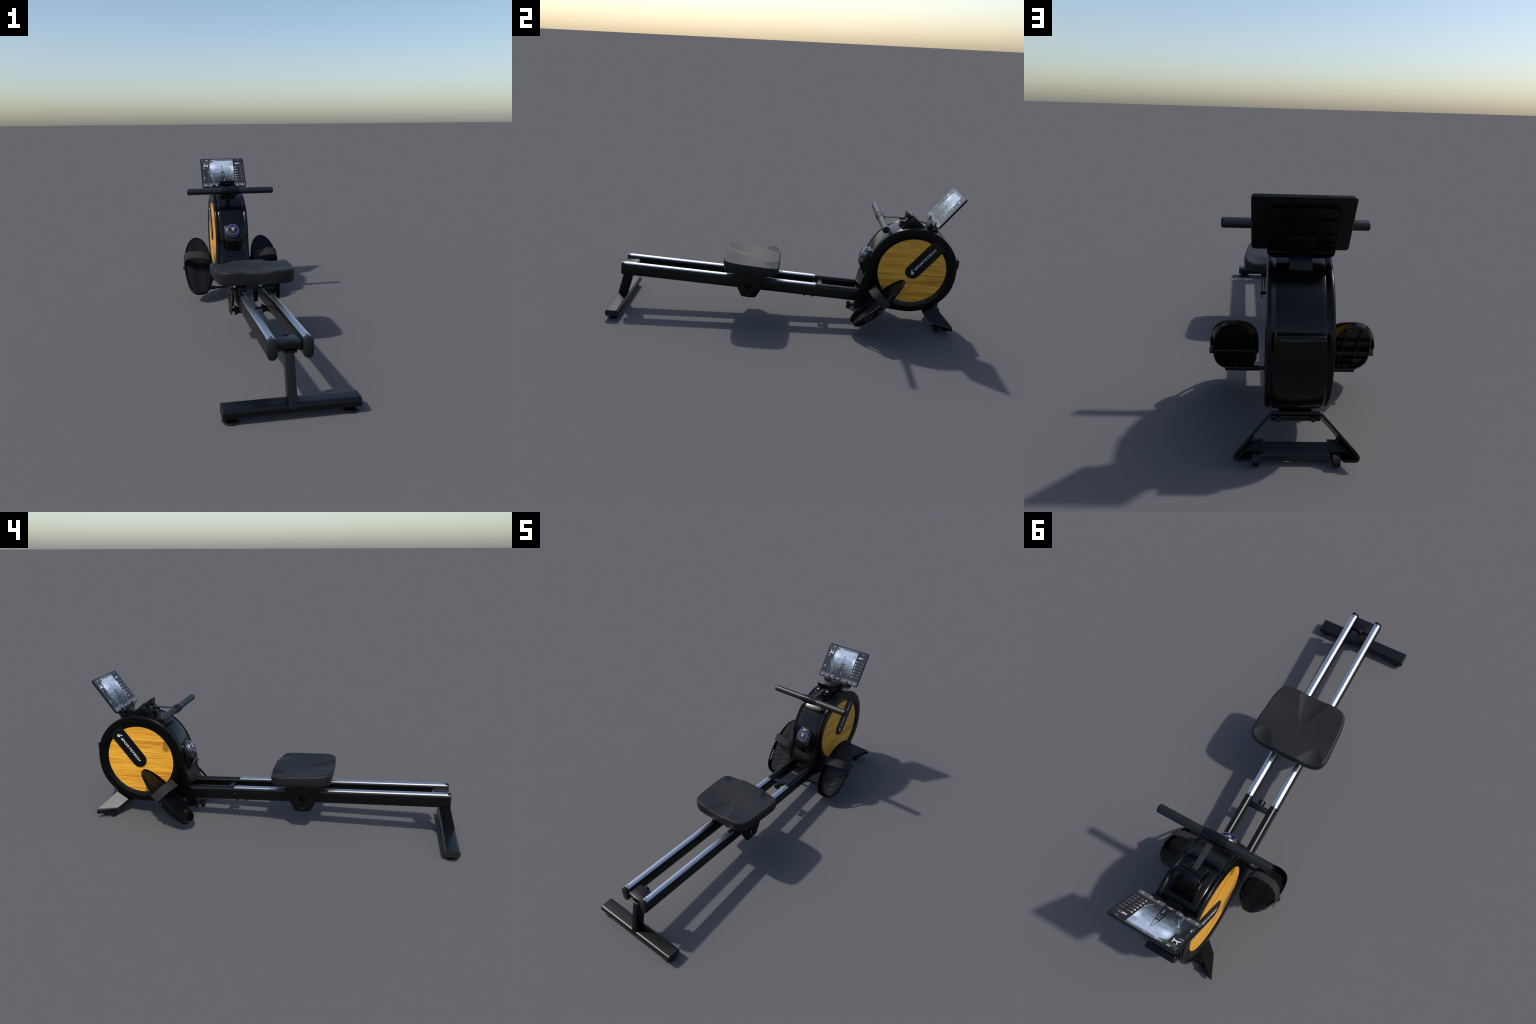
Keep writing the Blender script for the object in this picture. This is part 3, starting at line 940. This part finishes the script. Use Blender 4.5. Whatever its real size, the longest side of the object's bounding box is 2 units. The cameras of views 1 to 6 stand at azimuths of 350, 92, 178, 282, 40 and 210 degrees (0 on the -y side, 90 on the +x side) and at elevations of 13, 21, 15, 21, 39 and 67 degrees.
screen_obj("screen_oar_blade", [line(-.080, -.016, -.073, -.026, .0068, .0050), line(-.073, -.026, -.056, -.064, .0016, .0010), line(.0685, -.024, .0655, -.034, .0052, .0040), line(.0655, -.034, .051, -.066, .0020, .0010)], S_STEELBLUE, 2)
# grassy bank and upper left panel
screen_obj("screen_bank", [[(-.132, .076), (-.132, .088), (-.095, .088), (-.052, .086), (-.072, .078), (-.088, .066), (-.100, .060), (-.132, .060)]], S_GREEN, 1)
screen_obj("screen_panel", [[(-.1345, .088), (-.128, .100), (-.055, .100), (-.055, .088)], R(-.1345, .020, -.0865, .078, .001)], S_DARK, 2)
screen_obj("screen_panel", [R(-.1345, -.075, -.104, .018), R(.0700, -.076, .1345, .101)], S_BLACK, 2)
screen_obj("screen_panel", [R(.0740, .050, .1330, .078)], S_DARK, 3)
# bottom bar
screen_obj("screen_bar", [R(-.1345, -.1015, -.030, -.0775, .004), R(.0200, -.1015, .1345, -.0775, .004)], S_GREY, 3)
screen_obj("screen_bar", [R(-.030, -.1015, .0200, -.0775, .001)], S_BLACK, 3)
screen_obj("screen_panel", [[(-.055, .0885), (-.055, .1005), (.0700, .1005), (.0700, .0885)]], S_HAZE, 2)
# white figure pictogram
screen_obj("screen_pictogram", [line(-.1235, .046, -.1130, .0535, .0045), line(-.1130, .0535, -.1000, .0520, .0060), line(-.1130, .0535, -.1180, .0680, .0034), line(-.1000, .0520, -.0985, .0640, .0036),
                                line(-.1000, .0520, -.0945, .0450, .0040), disc(-.0985, .0660, .0022, 10)], S_WHITE, 4)
screen_obj("screen_label", [R(-.075, .0915, -.0425, .0935)], S_WHITE, 4)
screen_obj("screen_label", [R(.0835, .0645, .1040, .0695, .0022), disc(-.1225, -.0345, .0033)], S_WHITE, 4)
# text dashes
dashes = [R(-.0425, .0920, .066, .0930), R(-.062, .0955, -.045, .0968), R(-.010, .0955, .002, .0968), R(.036, .0955, .050, .0968), R(-.012, .0885, .006, .0898), R(.034, .0885, .050, .0898),
          R(.101, .0925, .113, .0950), R(.092, .0720, .117, .0735), R(.108, .0660, .118, .0680), R(-.118, .0715, -.1065, .0730), R(-.128, .033, -.108, .0345), R(-.126, .0295, -.114, .0310),
          R(-.129, -.047, -.117, -.0440), R(-.1345 + .006, .092, -.1265, .097), R(-.107, .090, -.093, .0965)]
for i in range(6):
    y = .0405 - .0190 * i
    dashes += [R(.0875, y + .0012, .1000, y + .0026), R(.1135, y - .0010, .1200, y + .0010), R(.1245, y - .0008, .1305, y + .0010)]
for x, w in ((-.118, .011), (-.083, .010), (-.050, .010), (.048, .010), (.082, .009), (.116, .013)):
    dashes += [R(x - w / 2, -.0845, x + w / 2, -.0830), R(x - w * .36, -.0955, x + w * .36, -.0885, .001)]
dashes += [R(-.012, -.094, .004, -.087, .001), R(.009, -.092, .012, -.089, .001), R(-.020, -.0925, -.015, -.090, .0005)]
screen_obj("screen_text", dashes, S_TXT, 4, stuff=True)
for i in range(6):
    y = .0405 - .0190 * i
    screen_obj("screen_avatar", [disc(.0805, y, .0045)], S_ORANGE if i == 5 else S_SKIN, 4)
    screen_obj("screen_avatar_face", [disc(.0800 + .0012 * (-1) ** i, y - .0012, .0021, 12)], S_WHITE if i % 2 else S_TXT, 5)
    screen_obj("screen_flag", [R(.1095, y - .0010, .1120, y + .0015)], S_ORANGE if i > 1 else RED, 4)
screen_obj("screen_gauge", [R(-.1252, -.022, -.1238, .016)], S_LIME, 4)
screen_obj("screen_gauge", [R(-.126, -.062, -.119, -.0595)], S_LIME, 4)

# camera block on the back
slab("camera_block", .030, .020, .004, -TT - .0028, -TT + .001, .0008, BACK, tablet, cx=-.118, cy=.089)
for dx in (-.0065, .0065):
    o = TM @ Vector((-.118 + dx, .089, -TT - .0026))
    lathe("camera_lens", o, -TN, [(0, .0052), (.0010, .0050), (.0011, .0036), (.0006, .0030)], BEZEL, tablet, n=24)

# holder: back cradle plate with ribs, lower ledge with two clips, neck
HX = -.0035
holder = slab("tablet_holder", .196, .207, .024, -TT - .0036, -TT - .0014, .0006, DARK, root, cx=HX, cy=-.0300)
bm = bmesh.new()
def HB(x0, x1, y0, y1, z0, z1):
    add_box(bm, (HX + (x0 + x1) / 2, (y0 + y1) / 2, (z0 + z1) / 2), (x1 - x0, y1 - y0, z1 - z0), TM)
zb = -TT - .0036
for x in (-.033, .033):
    HB(x - .0012, x + .0012, -.128, .070, zb - .0048, zb + .001)
for y in (-.122, -.096, -.069, -.036, .020, .028):
    HB(-.090, .090, y - .0010, y + .0010, zb - .0042, zb + .001)
finish(bm, "holder_rib", DARK, holder)
bm = bmesh.new()
def rl(ins, z):
    return [TM @ Vector((x, y, z)) for x, y in rrect(.196 - 2 * ins, .207 - 2 * ins, max(.024 - ins, .001), 6, HX, -.0300)]
add_loops(bm, [rl(0, zb + .001), rl(0, zb - .0055), rl(.003, zb - .0055), rl(.003, zb + .001), rl(0, zb + .001)], cap0=False, cap1=False)
finish(bm, "holder_rim", DARK, holder, angle=30)
box("holder_spine", (HX, -.086, zb - .0026), (.078, .094, .0070), DARK, holder, bevel=.002, M=TM)
box("holder_ledge", (HX, -.1135, -.0075), (.190, .0105, .021), DARK, holder, bevel=.003, seg=3, M=TM)
for s in (-1, 1):
    pts = []
    cxx = HX + s * .0640
    for k in range(15):
        a = pi * k / 14
        pts.append((cxx + .0150 * math.cos(a), -.1060 + .0150 * math.sin(a)))
    pts = [(cxx + .024, -.1180), (cxx + .022, -.1075)] + pts[1:-1] + [(cxx - .022, -.1075), (cxx - .024, -.1180)]
    bm = bmesh.new()
    add_loops(bm, [[TM @ Vector((x, y, z)) for x, y in pts] for z in (.0012, .0046)])
    finish(bm, "holder_clip", DARK, holder, bevel=.0012)
extrude_yz("holder_neck", [(.7960, .5700), (.7990, .6020), (.8090, .6240), (.8440, .6060), (.8580, .5800), (.8580, .5500)], -.0335, .0335, DARK, holder, bevel=.002)
